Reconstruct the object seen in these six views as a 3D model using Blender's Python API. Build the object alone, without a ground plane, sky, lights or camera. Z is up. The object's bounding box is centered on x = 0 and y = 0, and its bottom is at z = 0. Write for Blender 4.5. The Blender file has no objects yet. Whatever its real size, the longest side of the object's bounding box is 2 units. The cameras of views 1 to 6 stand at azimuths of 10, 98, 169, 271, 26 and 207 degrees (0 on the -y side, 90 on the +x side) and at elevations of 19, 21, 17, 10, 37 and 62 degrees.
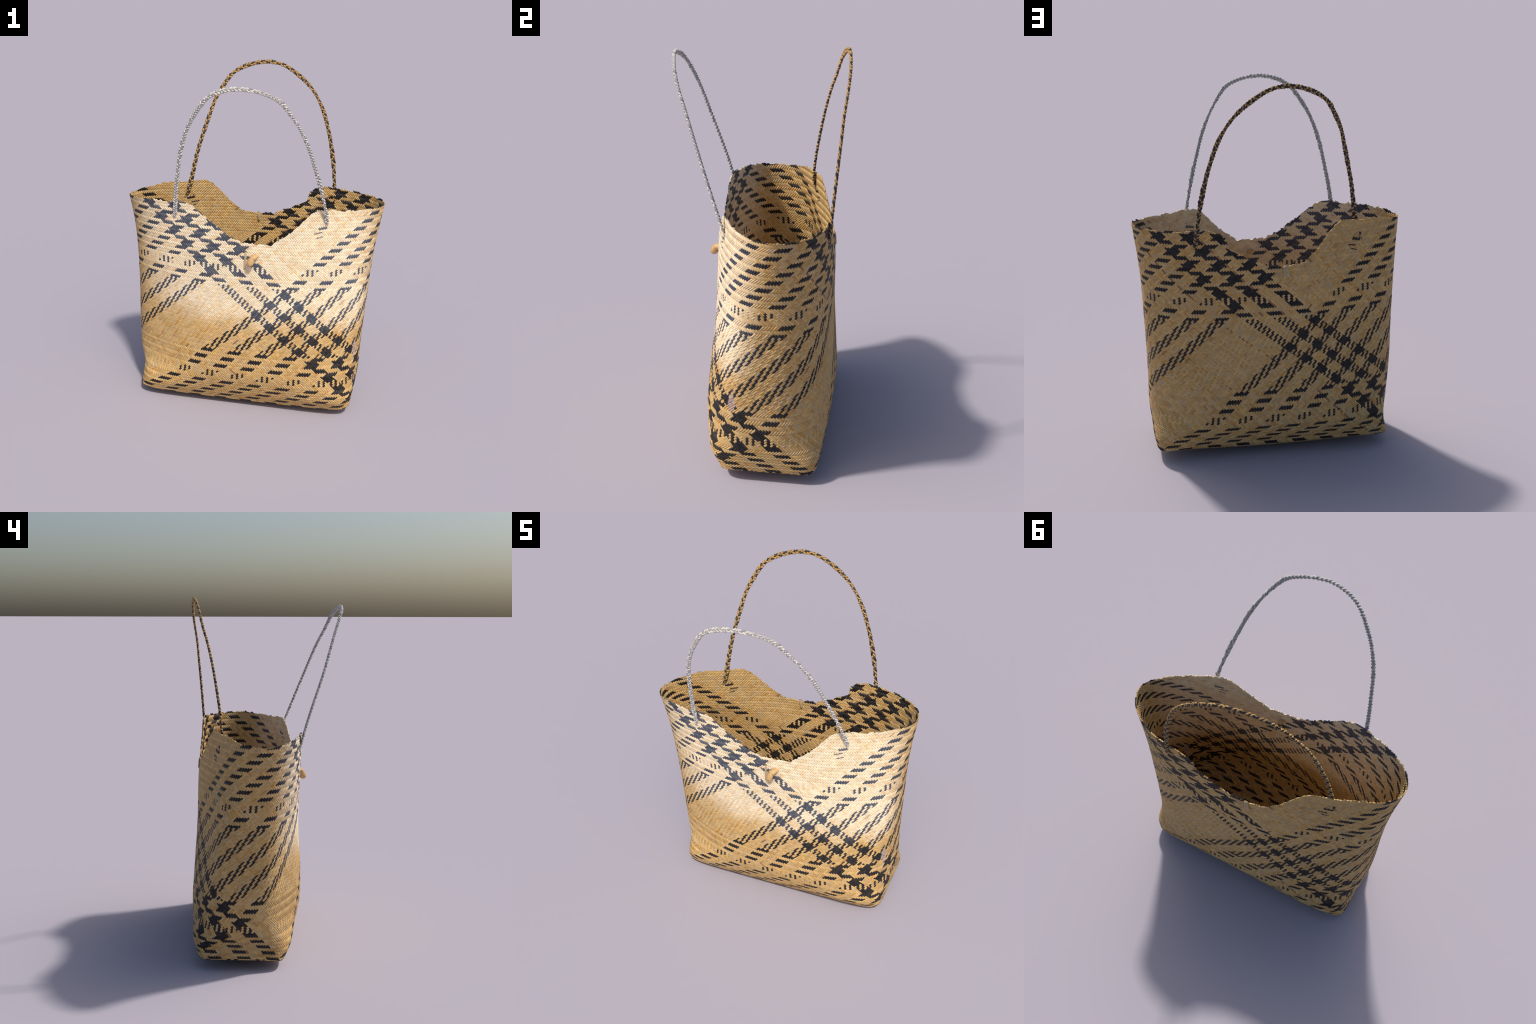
"""Woven two-tone carrying basket: 230 straw strips each way plaited on the diagonal,
two plaited cord handles, a wooden toggle and its closing loop."""
import bpy, math, random
import numpy as np

rng = random.Random(7)

# =====================================================================
# 1. WALL FORM - rounded outlines at several heights, lofted
# =====================================================================
# height, centre x, centre y, half length, half depth, squareness exponent, turn about z
#   then how far each corner (front left, front right, back right, back left) swells or sinks
SECTIONS = [
    (0.035, .0020, .1400, .637, .245, 9.00, .014, (.000, .000, .004, .000)),
    (0.120, .0130, .1270, .638, .279, 5.60, .000, (.004, .006, .012, .006)),
    (0.250, .0020, .1140, .662, .312, 2.70, -.006, (-.020, .014, .028, -.006)),
    (0.450, -.0030, .1085, .670, .308, 2.62, .004, (-.034, -.002, .026, -.018)),
    (0.700, .0010, .1100, .677, .292, 2.65, .038, (-.028, -.006, .010, -.040)),
    (1.000, .0020, .1045, .696, .2885, 2.40, .075, (-.010, -.012, .006, -.048)),
    (1.290, .0000, .0840, .742, .274, 1.90, .135, (.000, .000, .034, -.004)),
]
M = 1056


def section(cx, cy, a, b, n, turn, swell):
    """Superellipse outline, starting at the front-left corner, evenly spaced along its length."""
    t = np.linspace(0, 2 * np.pi, 8 * M, endpoint=False) - 3 * np.pi / 4
    c, s = np.cos(t), np.sin(t)
    x, y = a * np.sign(c) * abs(c) ** (2 / n), b * np.sign(s) * abs(s) ** (2 / n)
    nx, ny = np.sign(c) * abs(x / a) ** (n - 1) / a, np.sign(s) * abs(y / b) ** (n - 1) / b
    ln = np.hypot(nx, ny)
    amount = np.select([(c < 0) & (s < 0), (c >= 0) & (s < 0), (c >= 0) & (s >= 0)], swell[:3], swell[3] * 1.5 * s ** 2) * np.sin(2 * t) ** 2
    x, y = x + nx / ln * amount, y + ny / ln * amount
    Q = np.c_[cx + math.cos(turn) * x - math.sin(turn) * y, cy + math.sin(turn) * x + math.cos(turn) * y]
    Q = np.r_[Q, Q[:1]]
    d = np.r_[0, np.cumsum(np.hypot(*np.diff(Q, axis=0).T))]
    t = np.arange(M) / M * d[-1]
    return np.c_[np.interp(t, d, Q[:, 0]), np.interp(t, d, Q[:, 1])]


LZ = np.array([o[0] for o in SECTIONS])
LP = np.array([section(*o[1:]) for o in SECTIONS])
TAN = np.zeros_like(LP)
for k in range(len(LZ)):
    a, b = max(k - 1, 0), min(k + 1, len(LZ) - 1)
    TAN[k] = (LP[b] - LP[a]) / (LZ[b] - LZ[a])


def wall(s, z):
    """Point on the basket wall: s = turns round the basket, z = height."""
    s, z = np.asarray(s, float), np.asarray(z, float)
    k = np.clip(np.searchsorted(LZ, z) - 1, 0, len(LZ) - 2)
    h = (LZ[k + 1] - LZ[k])
    t = ((z - LZ[k]) / h)[..., None]
    h = h[..., None]
    m = (s % 1) * M
    i = np.floor(m).astype(int) % M
    f = (m - np.floor(m))[..., None]
    j = (i + 1) % M

    def g(A, k):
        return A[k, i] * (1 - f) + A[k, j] * f
    p = ((2 * t ** 3 - 3 * t ** 2 + 1) * g(LP, k) + (t ** 3 - 2 * t ** 2 + t) * h * g(TAN, k)
         + (3 * t ** 2 - 2 * t ** 3) * g(LP, k + 1) + (t ** 3 - t ** 2) * h * g(TAN, k + 1))
    return np.concatenate([p, z[..., None]], -1)


# =====================================================================
# 2. THE WEAVE - rising strips "/" (index i) and falling strips "\" (index j)
#    a crossing (i, j) lies at x = i + j half pitches round, r = j - i rows up
# =====================================================================
N = 230                       # strips of each family round the basket
ROWS = 190
RISING_DARK = [5 + 11 * k for k in range(8)] + [120 + 11 * k for k in range(8)]   # band centres
FALLING_DARK = [95, 106, 117, 210, 221, 232]


def dark_set(centres):
    return {(c + d) % N for c in centres for d in (-2, -1, 0, 1, 2)}


DARK_R, DARK_F = dark_set(RISING_DARK), dark_set(FALLING_DARK)

ROW_Z = np.array([(0, .035), (4, .060), (10, .100), (16, .138), (22, .178), (30, .241), (38, .293), (44, .343), (50, .388),
                  (84, .594), (118, .800), (124, .843), (132, .902), (140, .950), (182, 1.228), (192, 1.290)])
# strip spacing round the wall (lattice half pitches -> 528ths of the girth), low and high on the wall
LOW = [(40, 29), (62, 54), (84, 80.5), (106, 106), (128, 133), (270, 298), (292, 323), (314, 348.5), (336, 373.5), (358, 397.5)]
HIGH = [(142, 141.5), (164, 165.5), (186, 191), (208, 215), (230, 240), (252, 265.5), (274, 289), (372, 402), (394, 430), (416, 456),
        (438, 481.5), (460, 508), (482, 534.5), (504, 558.5)]


def spread(tab, x):
    t = sorted((a + 2 * N * k, b + 528 * k) for a, b in tab for k in (-2, -1, 0, 1, 2))
    return np.interp(x, [a for a, b in t], [b for a, b in t])


XS = np.arange(-500, 1000, 1.0)


def smoothed(tab):
    v = spread(tab, XS) - XS * 264 / N
    kr = np.hanning(31)
    kr /= kr.sum()
    return np.convolve(np.pad(v, 15, mode='edge'), kr, 'valid') + XS * 264 / N


S_LOW, S_HIGH = smoothed(LOW), smoothed(HIGH)


def edge_lift(x, y):
    """The bottom edge sits higher at the back, where it arches between the corners."""
    back = np.clip((y + .09) / .47, 0, 1)
    ends = np.clip(np.abs(x) / .62, 0, 1) ** 6 * (1 - np.clip(np.abs(y - .145) / .23, 0, 1) ** 4)
    return .028 + .055 * (y - .145) + .014 * ends + back * (.010 - .026 * np.clip(np.abs(x) / .62, 0, 1.1) ** 6)


def lattice_point(x, r):
    """Wall point for lattice coordinates (x half pitches round, r rows up)."""
    r = np.maximum(r, 0)
    f = np.clip((r - 30) / 102, -.1, 1.15)
    arc = np.interp(x, XS, S_LOW) * (1 - f) + np.interp(x, XS, S_HIGH) * f
    P = wall(arc / 528, np.interp(r, ROW_Z[:, 0], ROW_Z[:, 1]))
    P[..., 2] += np.clip(1 - r / 24, 0, 1) * edge_lift(P[..., 0], P[..., 1])
    return P


def rising_on_top(i, j):
    """Which strip shows on the outside at the crossing of rising i and falling j."""
    r = j - i
    if r >= 136:
        return (r - 139) % 6 < 3                       # herringbone rows
    if r >= 128:
        return 129 < r < 135 and (i + j) % 4 == 0      # speckled row
    if r >= 120:
        return 123 <= r <= 125
    if r >= 118:
        return True
    if r >= 52:
        return (3 * i + j) % 8 < 4                     # stepped satin: chain lines
    if r >= 34:
        return (r - 49) % 6 < 3
    if r >= 26:
        return 27 < r < 33 and (i + j) % 4 == 0
    return (r - 21) % 6 < 3


# rim heights along the front and the back (x, z)
RIM_FRONT = [(-.76, 1.240), (-.66, 1.256), (-.50, 1.258), (-.42, 1.264), (-.36, 1.270), (-.30, 1.252), (-.255, 1.218), (-.145, 1.134), (-.07, 1.084),
             (0, 1.064), (.075, 1.062), (.146, 1.062), (.21, 1.112), (.28, 1.170), (.33, 1.232), (.37, 1.262), (.42, 1.270), (.56, 1.262), (.66, 1.264), (.76, 1.272)]
RIM_BACK = [(-.76, 1.240), (-.66, 1.258), (-.55, 1.270), (-.42, 1.275), (-.35, 1.288), (-.30, 1.260), (-.25, 1.206), (-.19, 1.140), (-.135, 1.090), (-.03, 1.078),
            (.065, 1.080), (.14, 1.115), (.20, 1.146), (.262, 1.182), (.275, 1.228), (.32, 1.268), (.37, 1.280), (.52, 1.272), (.66, 1.270), (.76, 1.272)]


RIM_TABLES = [([a for a, b in t], [b for a, b in t]) for t in (RIM_FRONT, RIM_BACK)]


def rim_height(P, is_front):
    tab = RIM_TABLES[0 if is_front else 1]
    return float(np.interp(P[0], tab[0], tab[1])) - .009 - .012 * min(max((-.55 - P[0]) / .12, 0), 1) + .0025 * math.sin(P[0] * 71) + .0015 * math.sin(P[0] * 163 + 1)


# =====================================================================
# 3. MATERIALS
# =====================================================================
def new_material(name):
    m = bpy.data.materials.new(name)
    m.use_nodes = True
    nt = m.node_tree
    nt.nodes.clear()
    out = nt.nodes.new('ShaderNodeOutputMaterial')
    bsdf = nt.nodes.new('ShaderNodeBsdfPrincipled')
    nt.links.new(bsdf.outputs[0], out.inputs[0])
    return m, nt, bsdf


def node(nt, kind, **props):
    n = nt.nodes.new(kind)
    for k, v in props.items():
        setattr(n, k, v)
    return n


def math_node(nt, op, a, b=None, clamp=False):
    n = node(nt, 'ShaderNodeMath', operation=op, use_clamp=clamp)
    for k, v in enumerate((a, b)):
        if v is None:
            continue
        if isinstance(v, (int, float)):
            n.inputs[k].default_value = v
        else:
            nt.links.new(v, n.inputs[k])
    return n.outputs[0]


def smooth_range(nt, v, lo, hi):
    n = node(nt, 'ShaderNodeMapRange', interpolation_type='SMOOTHSTEP')
    nt.links.new(v, n.inputs[0])
    n.inputs[1].default_value, n.inputs[2].default_value = lo, hi
    return n.outputs[0]


def mix_rgb(nt, fac, a, b, blend='MIX'):
    n = node(nt, 'ShaderNodeMix', data_type='RGBA', blend_type=blend)
    for sock, v in ((n.inputs[0], fac), (n.inputs[6], a), (n.inputs[7], b)):
        if isinstance(v, (int, float)):
            sock.default_value = v
        elif isinstance(v, tuple):
            sock.default_value = (*v, 1)
        else:
            nt.links.new(v, sock)
    return n.outputs[2]


def noise(nt, vec, scale, detail=2.0, rough=.55):
    n = node(nt, 'ShaderNodeTexNoise')
    nt.links.new(vec, n.inputs['Vector'])
    n.inputs['Scale'].default_value = scale
    n.inputs['Detail'].default_value = detail
    n.inputs['Roughness'].default_value = rough
    return n.outputs[0]


def baked_light_mask(nt, pos):
    """Sun-bleached upper part of the front panel, with a ragged lower border."""
    sep = node(nt, 'ShaderNodeSeparateXYZ')
    nt.links.new(pos, sep.inputs[0])
    x, y, z = sep.outputs
    n = noise(nt, pos, 9, 3)
    zz = math_node(nt, 'ADD', z, math_node(nt, 'MULTIPLY', math_node(nt, 'SUBTRACT', n, .5), .26))
    up = smooth_range(nt, zz, .50, .72)
    f = math_node(nt, 'SUBTRACT', y, math_node(nt, 'MULTIPLY', x, .12))
    front = math_node(nt, 'SUBTRACT', 1.0, smooth_range(nt, f, -.12, .06))
    return math_node(nt, 'MULTIPLY', up, front)


SCAN_FLAW = (.640, -.020, .430)  # centre of a scanning flaw, not real damage to the straw


def scan_flaw_mask(nt, pos):
    """Pinkish streak copied from a scan flaw, low on the front right corner."""
    mp = node(nt, 'ShaderNodeMapping')
    nt.links.new(pos, mp.inputs[0])
    mp.inputs['Location'].default_value = (-SCAN_FLAW[0] / .050, -SCAN_FLAW[1] / .018, -SCAN_FLAW[2] / .080)
    mp.inputs['Scale'].default_value = (1 / .050, 1 / .018, 1 / .080)
    ln = node(nt, 'ShaderNodeVectorMath', operation='LENGTH')
    nt.links.new(mp.outputs[0], ln.inputs[0])
    d = math_node(nt, 'ADD', ln.outputs['Value'], math_node(nt, 'MULTIPLY', math_node(nt, 'SUBTRACT', noise(nt, pos, 28, 3), .5), 2.4))
    return math_node(nt, 'MULTIPLY', math_node(nt, 'SUBTRACT', 1.0, smooth_range(nt, d, .55, 1.05)), .75)


def straw_material(name, base, baked_pale, strength=.9, rough=.62):
    m, nt, bsdf = new_material(name)
    tc = node(nt, 'ShaderNodeTexCoord')
    pos = tc.outputs['Object']
    col = mix_rgb(nt, math_node(nt, 'MULTIPLY', baked_light_mask(nt, pos), strength), base, baked_pale)  # paler upper front: light and exposure baked into the scan, painted as colour
    col = mix_rgb(nt, scan_flaw_mask(nt, pos), col, (.50, .37, .33))  # pinkish scan flaw copied into the straw colour
    fibre = noise(nt, pos, 150, 2)
    patch = noise(nt, pos, 22, 3)
    broad = noise(nt, pos, 3.5, 2)
    v = math_node(nt, 'ADD', math_node(nt, 'MULTIPLY', fibre, .36), math_node(nt, 'MULTIPLY', patch, .34))
    v = math_node(nt, 'ADD', v, math_node(nt, 'MULTIPLY', broad, .22))
    v = math_node(nt, 'ADD', v, .54)
    hsv = node(nt, 'ShaderNodeHueSaturation')
    nt.links.new(col, hsv.inputs['Color'])
    nt.links.new(v, hsv.inputs['Value'])
    nt.links.new(math_node(nt, 'ADD', .85, math_node(nt, 'MULTIPLY', patch, .3)), hsv.inputs['Saturation'])
    nt.links.new(hsv.outputs[0], bsdf.inputs['Base Color'])
    bsdf.inputs['Roughness'].default_value = rough
    bsdf.inputs['Specular IOR Level'].default_value = .3
    return m


NATURAL = [
    straw_material('straw', (.560, .358, .142), (.840, .690, .480)),
    straw_material('straw_pale', (.615, .414, .185), (.860, .730, .540)),
    straw_material('straw_tan', (.500, .305, .112), (.790, .620, .405)),
    straw_material('straw_amber', (.480, .260, .080), (.760, .545, .310)),
    straw_material('straw_greenish', (.500, .362, .185), (.740, .650, .480)),
    straw_material('straw_brown', (.300, .155, .065), (.560, .390, .260)),
]
DYED = [
    straw_material('dyed_black', (.017, .014, .014), (.078, .087, .115), rough=.5),
    straw_material('dyed_charcoal', (.030, .024, .021), (.115, .122, .145), rough=.5),
]
MATS = NATURAL + DYED


def pick_natural(r):
    u = r.random()
    return 0 if u < .42 else 1 if u < .66 else 2 if u < .87 else 3 if u < .915 else 4 if u < .994 else 5


# =====================================================================
# 4. BUILDING THE STRIPS: every visible float is a small pillow of its own
# =====================================================================
PANELS = ['front_panel', 'side_panel', 'back_panel', 'side_panel', 'base_panel']


class Pile:
    """Collects the pillows of one panel."""
    def __init__(self):
        self.v, self.f, self.m, self.n = [], [], [], 0

    def add(self, rows, cols, outer, inner, mat):
        for grid, flip in ((outer, False), (inner, True)):
            self.v.append(grid.reshape(-1, 3))
            a = self.n + (np.arange(rows - 1)[:, None] * cols + np.arange(cols - 1)).ravel()
            q = np.c_[a, a + 1, a + cols + 1, a + cols]
            self.f.append(q[:, ::-1] if flip else q)
            self.m.append(np.full(len(q), mat))
            self.n += rows * cols

    def build(self, name, parent):
        V, F, Mi = np.concatenate(self.v), np.concatenate(self.f), np.concatenate(self.m)
        me = bpy.data.meshes.new(name)
        me.vertices.add(len(V))
        me.vertices.foreach_set('co', V.ravel())
        me.loops.add(F.size)
        me.loops.foreach_set('vertex_index', F.ravel().astype(np.int32))
        me.polygons.add(len(F))
        me.polygons.foreach_set('loop_start', (np.arange(len(F)) * 4).astype(np.int32))
        me.polygons.foreach_set('loop_total', np.full(len(F), 4, np.int32))
        me.polygons.foreach_set('material_index', Mi.astype(np.int32))
        me.polygons.foreach_set('use_smooth', np.ones(len(F), bool))
        for mt in MATS:
            me.materials.append(mt)
        me.update(calc_edges=True)
        ob = bpy.data.objects.new(name, me)
        bpy.context.collection.objects.link(ob)
        ob.parent = parent
        return ob


THICK = .0036


def float_grid(i0, i1, j0, j1, along_j, point, bold=False):
    """Pillow over the lattice rectangle; returns (rows, cols, outer, inner, centre, normal)."""
    k = int(round((j1 - j0) if along_j else (i1 - i0)))
    proud = 0.0
    if bold:                                         # rising strips lie wide over the falling ones
        i0, i1, j0, j1, proud = i0 - .10, i1 + .10, j0 - .12, j1 + .12, .0007
    if k == 1:                                       # a lone crossing bulges over its neighbours
        proud = .0012
        if along_j:
            i0, i1, j0, j1 = i0 - .07, i1 + .07, j0 - .40, j1 + .40
        else:
            i0, i1 = i0 - .22, i1 + .22
    na = max(2 * k + 1, 4)
    ta, tb = np.linspace(0, 1, na), np.linspace(0, 1, 4)
    A, B = np.meshgrid(ta, tb, indexing='ij')
    I = i0 + (i1 - i0) * (B if along_j else A)
    J = j0 + (j1 - j0) * (A if along_j else B)
    P = point(I + J, J - I)
    e = .25
    nrm = np.cross(point(I + J + e, J - I) - point(I + J - e, J - I), point(I + J, np.maximum(J - I, .3) + e) - point(I + J, np.maximum(J - I, .3) - e))
    nrm /= np.linalg.norm(nrm, axis=-1, keepdims=True) + 1e-12
    da = np.minimum(A, 1 - A) * k                    # distance to the float's ends, in cells
    prof = (.5 + .5 * np.clip(da / .45, 0, 1) ** .6) * np.sqrt(np.clip(1 - (2 * B - 1) ** 2, 0, 1)) * (.75 + .25 * np.clip(da / .9, 0, 1))
    off = (prof * THICK + proud)[..., None] * nrm
    flip = not along_j
    return na, 4, P + off, P - off, P[na // 2, 1], nrm[na // 2, 1], flip


basket = bpy.data.objects.new('woven_basket', None)
bpy.context.collection.objects.link(basket)
basket['label'] = 'woven straw carrying basket with black chequered pattern and two handles'
basket['category'] = 'basket'

piles = [Pile() for _ in PANELS]
strip_tone = {('R', i): (rng.randrange(2) if i in DARK_R else None, pick_natural(rng)) for i in range(N)}
strip_tone.update({('F', j): (rng.randrange(2) if j in DARK_F else None, pick_natural(rng)) for j in range(N)})


def float_material(fam, idx, rnd):
    d, nat = strip_tone[(fam, idx % N)]
    if d is not None:
        return len(NATURAL) + (d if rnd.random() < .8 else 1 - d)
    u = rnd.random()
    if u < .70:
        return nat
    return pick_natural(rnd)


# which crossings lie below the rim
ii, rr = np.meshgrid(np.arange(N), np.arange(ROWS), indexing='ij')
C = lattice_point(2 * ii + rr, rr)
exists = np.zeros((N, ROWS), bool)
front_side = np.zeros((N, ROWS), bool)
for a in range(N):
    for r in range(ROWS):
        p = C[a, r]
        fr = p[1] < .12 + .13 * p[0]
        exists[a, r] = p[2] <= rim_height(p, fr) + .005
top = np.zeros((N, ROWS), bool)
for a in range(N):
    for r in range(ROWS):
        top[a, r] = rising_on_top(a, a + r)


def panel_of(c, n):
    if abs(n[0]) > abs(n[1]) * .9:
        return 1 if n[0] > 0 else 3
    return 0 if n[1] < 0 else 2


def add_float(i0, i1, j0, j1, along_j, mat):
    bold = along_j and 52 < (j0 + j1 - i0 - i1) / 2 < 118
    rows, cols, o, n, c, nr, flip = float_grid(i0, i1, j0, j1, along_j, lattice_point, bold)
    P = piles[panel_of(c, nr)]
    if c[2] > 1.0:                                   # strips are turned in at the rim
        ragged = .009 * rng.random() ** 2 - .002
        for g in (o, n):
            for q in g.reshape(-1, 3):
                q[2] = min(q[2], rim_height(q, q[1] < .12 + .13 * q[0]) + ragged)
    if flip:
        P.add(rows, cols, n, o, mat)      # keeps the winding outwards
    else:
        P.add(rows, cols, o, n, mat)


for i in range(N):                                   # rising floats
    r = 0
    while r < ROWS:
        if top[i, r] and exists[i, r]:
            b = r
            while b + 1 < ROWS and top[i, b + 1] and exists[i, b + 1]:
                b += 1
            add_float(i - .5, i + .5, i + r - .5, i + b + .5, True, float_material('R', i, rng))
            r = b + 1
        else:
            r += 1
for j in range(N):                                   # falling floats
    r = 0
    while r < ROWS:
        a = (j - r) % N
        if not top[a, r] and exists[a, r]:
            b = r
            while b + 1 < ROWS and not top[(j - b - 1) % N, b + 1] and exists[(j - b - 1) % N, b + 1]:
                b += 1
            add_float(j - b - .5, j - r + .5, j - .5, j + .5, False, float_material('F', j, rng))
            r = b + 1
        else:
            r += 1

# ---- base: the same plait laid flat and sagging a little between the corners
edge = LP[0]


def corner_index(p):
    return int(np.argmin(np.hypot(edge[:, 0] - p[0], edge[:, 1] - p[1])))


ca, cb, cc, cd = (corner_index(p) for p in ((-.66, -.12), (.66, -.12), (.66, .41), (-.66, .41)))


def run(a, b, t, back=False):
    n = (b - a) % M
    k = (a + t * n) % M
    f = np.floor(k).astype(int) % M
    w = (k - np.floor(k))[..., None]
    return edge[f] * (1 - w) + edge[(f + 1) % M] * w


BX, BY = 178, 68


def base_point(x, r):
    p, q = np.clip(x / BX, 0, 1), np.clip(r / BY, 0, 1)
    fr, bk = run(ca, cb, p), run(cc, cd, 1 - p)
    lf, rt = run(cd, ca, 1 - q), run(cb, cc, q)
    p1, q1 = p[..., None], q[..., None]
    xy = (fr * (1 - q1) + bk * q1 + lf * (1 - p1) + rt * p1
          - (edge[ca] * (1 - p1) * (1 - q1) + edge[cb] * p1 * (1 - q1) + edge[cd] * (1 - p1) * q1 + edge[cc] * p1 * q1))
    z = .035 + edge_lift(xy[..., 0], xy[..., 1])
    z = z * (1 - .94 * (16 * p * (1 - p) * q * (1 - q)) ** .6)
    return np.concatenate([xy, z[..., None]], -1)


def base_rising(i, j):
    return (j - i) % 6 < 3


done = set()
for i in range(-BY // 2 - 2, BX // 2 + 3):
    for r in range(0, BY + 1):
        x = 2 * i + r
        if not 0 <= x <= BX:
            continue
        j = i + r
        if base_rising(i, j):
            if (i, j) in done:
                continue
            b = j
            while base_rising(i, b + 1) and b + 1 - i <= BY and i + b + 1 <= BX:
                b += 1
            done.update((i, q) for q in range(j, b + 1))
            g = float_grid(i - .5, i + .5, j - .5, b + .5, True, base_point)
            mat = len(NATURAL) if i % 11 < 5 else pick_natural(rng)
            piles[4].add(g[0], g[1], g[3], g[2], mat)
        else:
            if (i, j) in done:
                continue
            b = i
            while not base_rising(b - 1, j) and j - b + 1 <= BY and b - 1 + j >= 0:
                b -= 1
            done.update((q, j) for q in range(b, i + 1))
            g = float_grid(b - .5, i + .5, j - .5, j + .5, False, base_point)
            piles[4].add(g[0], g[1], g[2], g[3], pick_natural(rng))

for name, P in zip(PANELS, piles):
    ob = P.build(name, basket)
    ob['kind'] = 'stuff'


# =====================================================================
# 5. HANDLES - three-strand plaited cords
# =====================================================================
def cord_material(name, base, var, rough=.6):
    m, nt, bsdf = new_material(name)
    tc = node(nt, 'ShaderNodeTexCoord')
    pos = tc.outputs['Object']
    n1, n2 = noise(nt, pos, 14, 3), noise(nt, pos, 120, 2)
    f = smooth_range(nt, n1, .35, .65)
    col = mix_rgb(nt, f, base, var)
    hsv = node(nt, 'ShaderNodeHueSaturation')
    nt.links.new(col, hsv.inputs['Color'])
    nt.links.new(math_node(nt, 'ADD', .7, math_node(nt, 'MULTIPLY', n2, .6)), hsv.inputs['Value'])
    nt.links.new(hsv.outputs[0], bsdf.inputs['Base Color'])
    bsdf.inputs['Roughness'].default_value = rough
    bsdf.inputs['Specular IOR Level'].default_value = .3
    return m


CORD_TAN = cord_material('cord_straw', (.46, .28, .10), (.36, .22, .085))
CORD_BLACK = cord_material('cord_black', (.022, .018, .015), (.045, .038, .03))
CORD_GREY = cord_material('cord_bleached', (.62, .58, .52), (.46, .44, .41))
CORD_SLATE = cord_material('cord_slate', (.27, .27, .29), (.42, .41, .40))


SG = np.arange(2112) / 2112


def wall_at(x, z, front):
    P = wall(SG, np.full(SG.shape, z))
    ok = (P[:, 1] < .12 + .13 * P[:, 0]) == front
    return P[np.argmin(np.abs(P[:, 0] - x) + np.where(ok, 0, 9))]


def catmull(pts, n):
    P = np.array(pts, float)
    d = np.r_[0, np.cumsum(np.linalg.norm(np.diff(P, axis=0), axis=1) ** .5)]
    out = []
    T = np.linspace(0, d[-1], n)
    tg = np.zeros_like(P)
    tg[1:-1] = (P[2:] - P[:-2]) / (d[2:] - d[:-2])[:, None]
    tg[0], tg[-1] = (P[1] - P[0]) / (d[1] - d[0]), (P[-1] - P[-2]) / (d[-1] - d[-2])
    for t in T:
        k = min(max(np.searchsorted(d, t) - 1, 0), len(P) - 2)
        h = d[k + 1] - d[k]
        u = (t - d[k]) / h
        out.append((2 * u ** 3 - 3 * u ** 2 + 1) * P[k] + (u ** 3 - 2 * u ** 2 + u) * h * tg[k]
                   + (3 * u ** 2 - 2 * u ** 3) * P[k + 1] + (u ** 3 - u ** 2) * h * tg[k + 1])
    out = np.array(out)
    d = np.r_[0, np.cumsum(np.linalg.norm(np.diff(out, axis=0), axis=1))]
    t = np.linspace(0, d[-1], n)
    return np.c_[[np.interp(t, d, out[:, a]) for a in range(3)]].T, d[-1]


def tube(name, path, side, face, ra, rb, mat, parent, seg=8):
    """Tube of elliptic section: ra along 'side', rb along 'face'."""
    n = len(path)
    th = np.linspace(0, 2 * np.pi, seg, endpoint=False)
    ra, rb = np.broadcast_to(ra, n), np.broadcast_to(rb, n)
    V = (path[:, None] + side[:, None] * (np.cos(th)[None, :, None] * ra[:, None, None])
         + face[:, None] * (np.sin(th)[None, :, None] * rb[:, None, None])).reshape(-1, 3)
    F = []
    for a in range(n - 1):
        for b in range(seg):
            c = (b + 1) % seg
            F.append((a * seg + b, a * seg + c, (a + 1) * seg + c, (a + 1) * seg + b))
    F.append(tuple(range(seg))[::-1])
    F.append(tuple((n - 1) * seg + b for b in range(seg)))
    me = bpy.data.meshes.new(name)
    me.from_pydata(V.tolist(), [], F)
    me.materials.append(mat)
    for p in me.polygons:
        p.use_smooth = len(p.vertices) == 4
    me.update()
    ob = bpy.data.objects.new(name, me)
    bpy.context.collection.objects.link(ob)
    ob.parent = parent
    return ob


def frames(path, out_dir):
    t = np.gradient(path, axis=0)
    t /= np.linalg.norm(t, axis=1, keepdims=True)
    face = out_dir - t * (t @ out_dir)[:, None]
    face /= np.linalg.norm(face, axis=1, keepdims=True)
    return t, face, np.cross(t, face)


def handle(pts, out_dir, mats, width, core=None):
    path, length = catmull(pts, 900)
    path[:, 2] -= .006 * np.clip((path[:, 2] - 1.7) / .25, 0, 1)
    _, face, side = frames(path, np.array(out_dir, float))
    top_empty = bpy.data.objects.new('handle', None)
    bpy.context.collection.objects.link(top_empty)
    top_empty.parent = basket
    s = np.linspace(0, length, len(path))
    r2 = random.Random(3)
    wob = np.convolve(np.pad(np.array([r2.uniform(-1, 1) for _ in range(len(path))]), 20, mode='edge'), np.ones(41) / 41, 'valid') * 4
    nick = np.convolve(np.pad(np.array([r2.uniform(-1, 1) for _ in range(len(path))]), 4, mode='edge'), np.ones(9) / 9, 'valid')
    w = width * (1 + .24 * wob + .38 * nick)
    if core is not None:                             # dark strands along the sides of the plait
        tube('strand', path - face * .0015, side, face, w * (.92 + .12 * np.sin(s * 410)), .0040, core, top_empty)
    for k, mt in enumerate(mats):
        ph = 2 * np.pi * (s / .052 + .35 * np.sin(s * 9) + .06 * wob) + k * 2 * np.pi / len(mats)
        q = path + side * (w * .62 * np.sin(ph))[:, None] + face * (.0035 * np.sin(2 * ph))[:, None]
        leg = np.clip((1.78 - path[:, 2]) / .35, 0, 1)
        leg = leg * leg * (3 - 2 * leg)
        fat = (.5 + .62 * leg) if mt is CORD_BLACK else (1.12 - .14 * leg)
        tube('strand', q, side, face, w * .42 * fat, .0046 * fat, mt, top_empty)
    return top_empty


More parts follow.
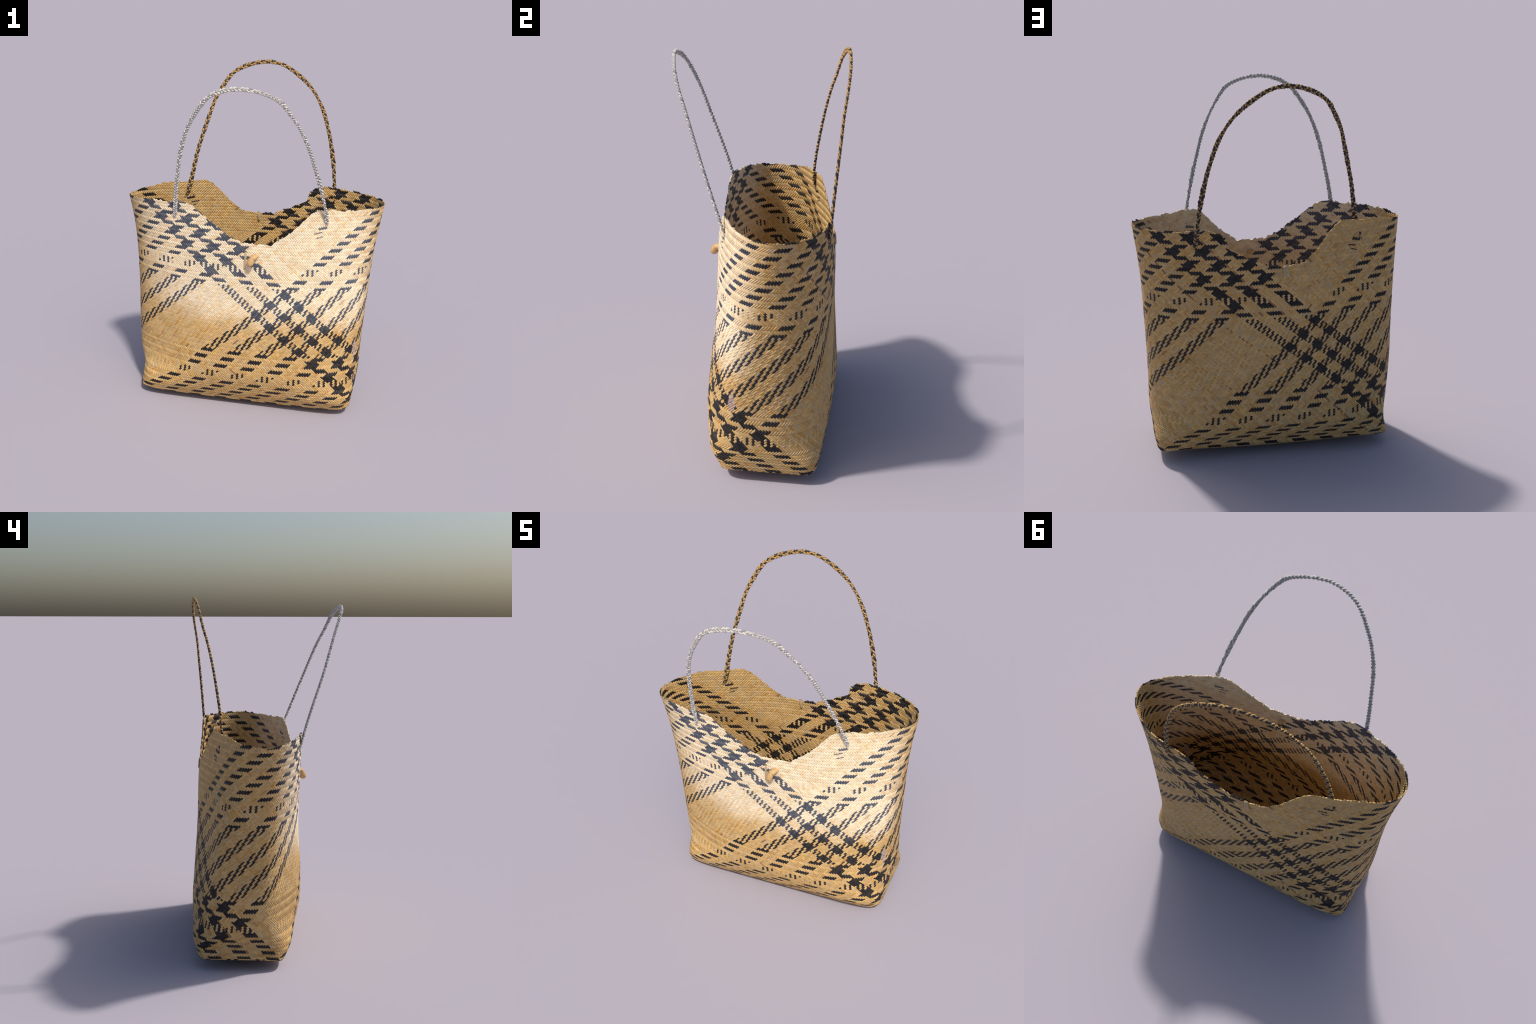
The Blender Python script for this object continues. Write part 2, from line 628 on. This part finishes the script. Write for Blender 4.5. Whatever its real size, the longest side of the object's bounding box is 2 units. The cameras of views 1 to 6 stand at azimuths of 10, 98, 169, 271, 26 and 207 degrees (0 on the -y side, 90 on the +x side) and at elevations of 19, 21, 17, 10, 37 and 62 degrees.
FRONT_HANDLE = [(-.403, -.193, 1.216), (-.393, -.222, 1.319), (-.374, -.261, 1.439), (-.345, -.311, 1.586), (-.304, -.347, 1.708), (-.254, -.375, 1.801),
                (-.196, -.402, 1.879), (-.130, -.418, 1.923), (-.039, -.424, 1.945), (.043, -.413, 1.941), (.114, -.397, 1.924), (.183, -.378, 1.888), (.240, -.347, 1.814),
                (.287, -.309, 1.733), (.327, -.271, 1.642), (.361, -.228, 1.532), (.391, -.187, 1.428), (.429, -.121, 1.259), (.433, -.104, 1.215)]
BACK_HANDLE = [(-.432, .239, 1.235), (-.409, .248, 1.357), (-.390, .263, 1.462), (-.359, .284, 1.583), (-.335, .302, 1.670), (-.309, .324, 1.756),
               (-.272, .348, 1.831), (-.222, .370, 1.909), (-.140, .391, 1.960), (-.040, .413, 1.985), (.034, .425, 1.981), (.096, .432, 1.959), (.176, .436, 1.905),
               (.251, .433, 1.833), (.311, .424, 1.736), (.353, .418, 1.624), (.382, .411, 1.517), (.406, .403, 1.395), (.423, .394, 1.254)]
# the cord ends are threaded through the wall below the rim
FRONT_HANDLE = [tuple(wall_at(-.405, 1.165, True))] + FRONT_HANDLE + [tuple(wall_at(.437, 1.178, True))]
BACK_HANDLE = [tuple(wall_at(-.450, 1.182, False))] + BACK_HANDLE + [tuple(wall_at(.430, 1.175, False))]
handle(FRONT_HANDLE, (0, -1, .3), (CORD_GREY, CORD_GREY, CORD_SLATE), .0115)
handle(BACK_HANDLE, (0, -1, 0), (CORD_TAN, CORD_TAN, CORD_BLACK), .0118, CORD_BLACK)

# =====================================================================
# 6. TOGGLE, CLOSING LOOP
# =====================================================================
WOOD = cord_material('toggle_wood', (.62, .41, .19), (.52, .31, .13), .45)
PEG = [(.074, -.150, .985), (.068, -.176, .986), (.056, -.195, .984), (.044, -.208, .974), (.038, -.218, .956), (.036, -.222, .935)]
path, _ = catmull(PEG, 28)
t, face, side = frames(path, np.array((.5, .5, .7)))
u = np.linspace(0, 1, 28)
rad = .0125 + .0085 * np.clip((u - .25) / .45, 0, 1) ** .8
rad[-5:] *= np.array([.98, .93, .82, .62, .3])
tube('toggle', path, side, face, rad, rad * .92, WOOD, basket, 20)

LOOP = cord_material('loop_straw', (.52, .40, .23), (.42, .31, .17))


def ribbon(name, pts, out_dir, w, th, mat, parent):
    path, _ = catmull(pts, 16)
    _, face, side = frames(path, np.array(out_dir, float))
    return tube(name, path, side, face, w, th, mat, parent, 10)


# dark stitches below the handle ends, passing through the wall
STITCH_GREY = cord_material('stitch_slate', (.09, .09, .11), (.16, .16, .18))
for hx, hz, front, dirn, rows in ((.437, 1.178, True, -1, 3), (-.450, 1.182, False, 1, 3), (-.405, 1.165, True, 1, 1), (.430, 1.175, False, -1, 1)):
    for dx, dz, ln, w in ((.022, -.018, .046, .0095), (.046, -.046, .044, .0042), (.034, -.070, .036, .0036))[:rows]:
        pts = [wall_at(hx + dirn * dx + (k - .5) * ln, hz + dz + (k - .5) * .010, front) for k in (0, .35, .7, 1)]
        ribbon('stitch', pts, (0, 1, 0), np.array([.4] + [1] * 14 + [.4]) * w, .0042, STITCH_GREY if front else CORD_BLACK, basket)

# closing loop over the back rim, and the flat tie beside the toggle
def off_wall(x, z, front, d):
    p = wall_at(x, z, front).copy()
    p[1] += -d if front else d
    return p


ribbon('loop', [off_wall(-.024, 1.020, False, -.008), off_wall(-.026, 1.054, False, -.006), off_wall(-.027, 1.072, False, .001), off_wall(-.029, 1.060, False, .006),
                off_wall(-.030, 1.040, False, .006), off_wall(-.036, 1.012, False, .006)], (0, 1, .2),
       np.concatenate([np.linspace(.006, .013, 8), np.linspace(.013, .019, 8)]), .004, LOOP, basket)
ribbon('loop', [off_wall(.006, 1.005, True, .004), off_wall(.004, .965, True, .007), off_wall(.002, .905, True, .004)], (0, -1, 0), .006, .003, LOOP, basket)
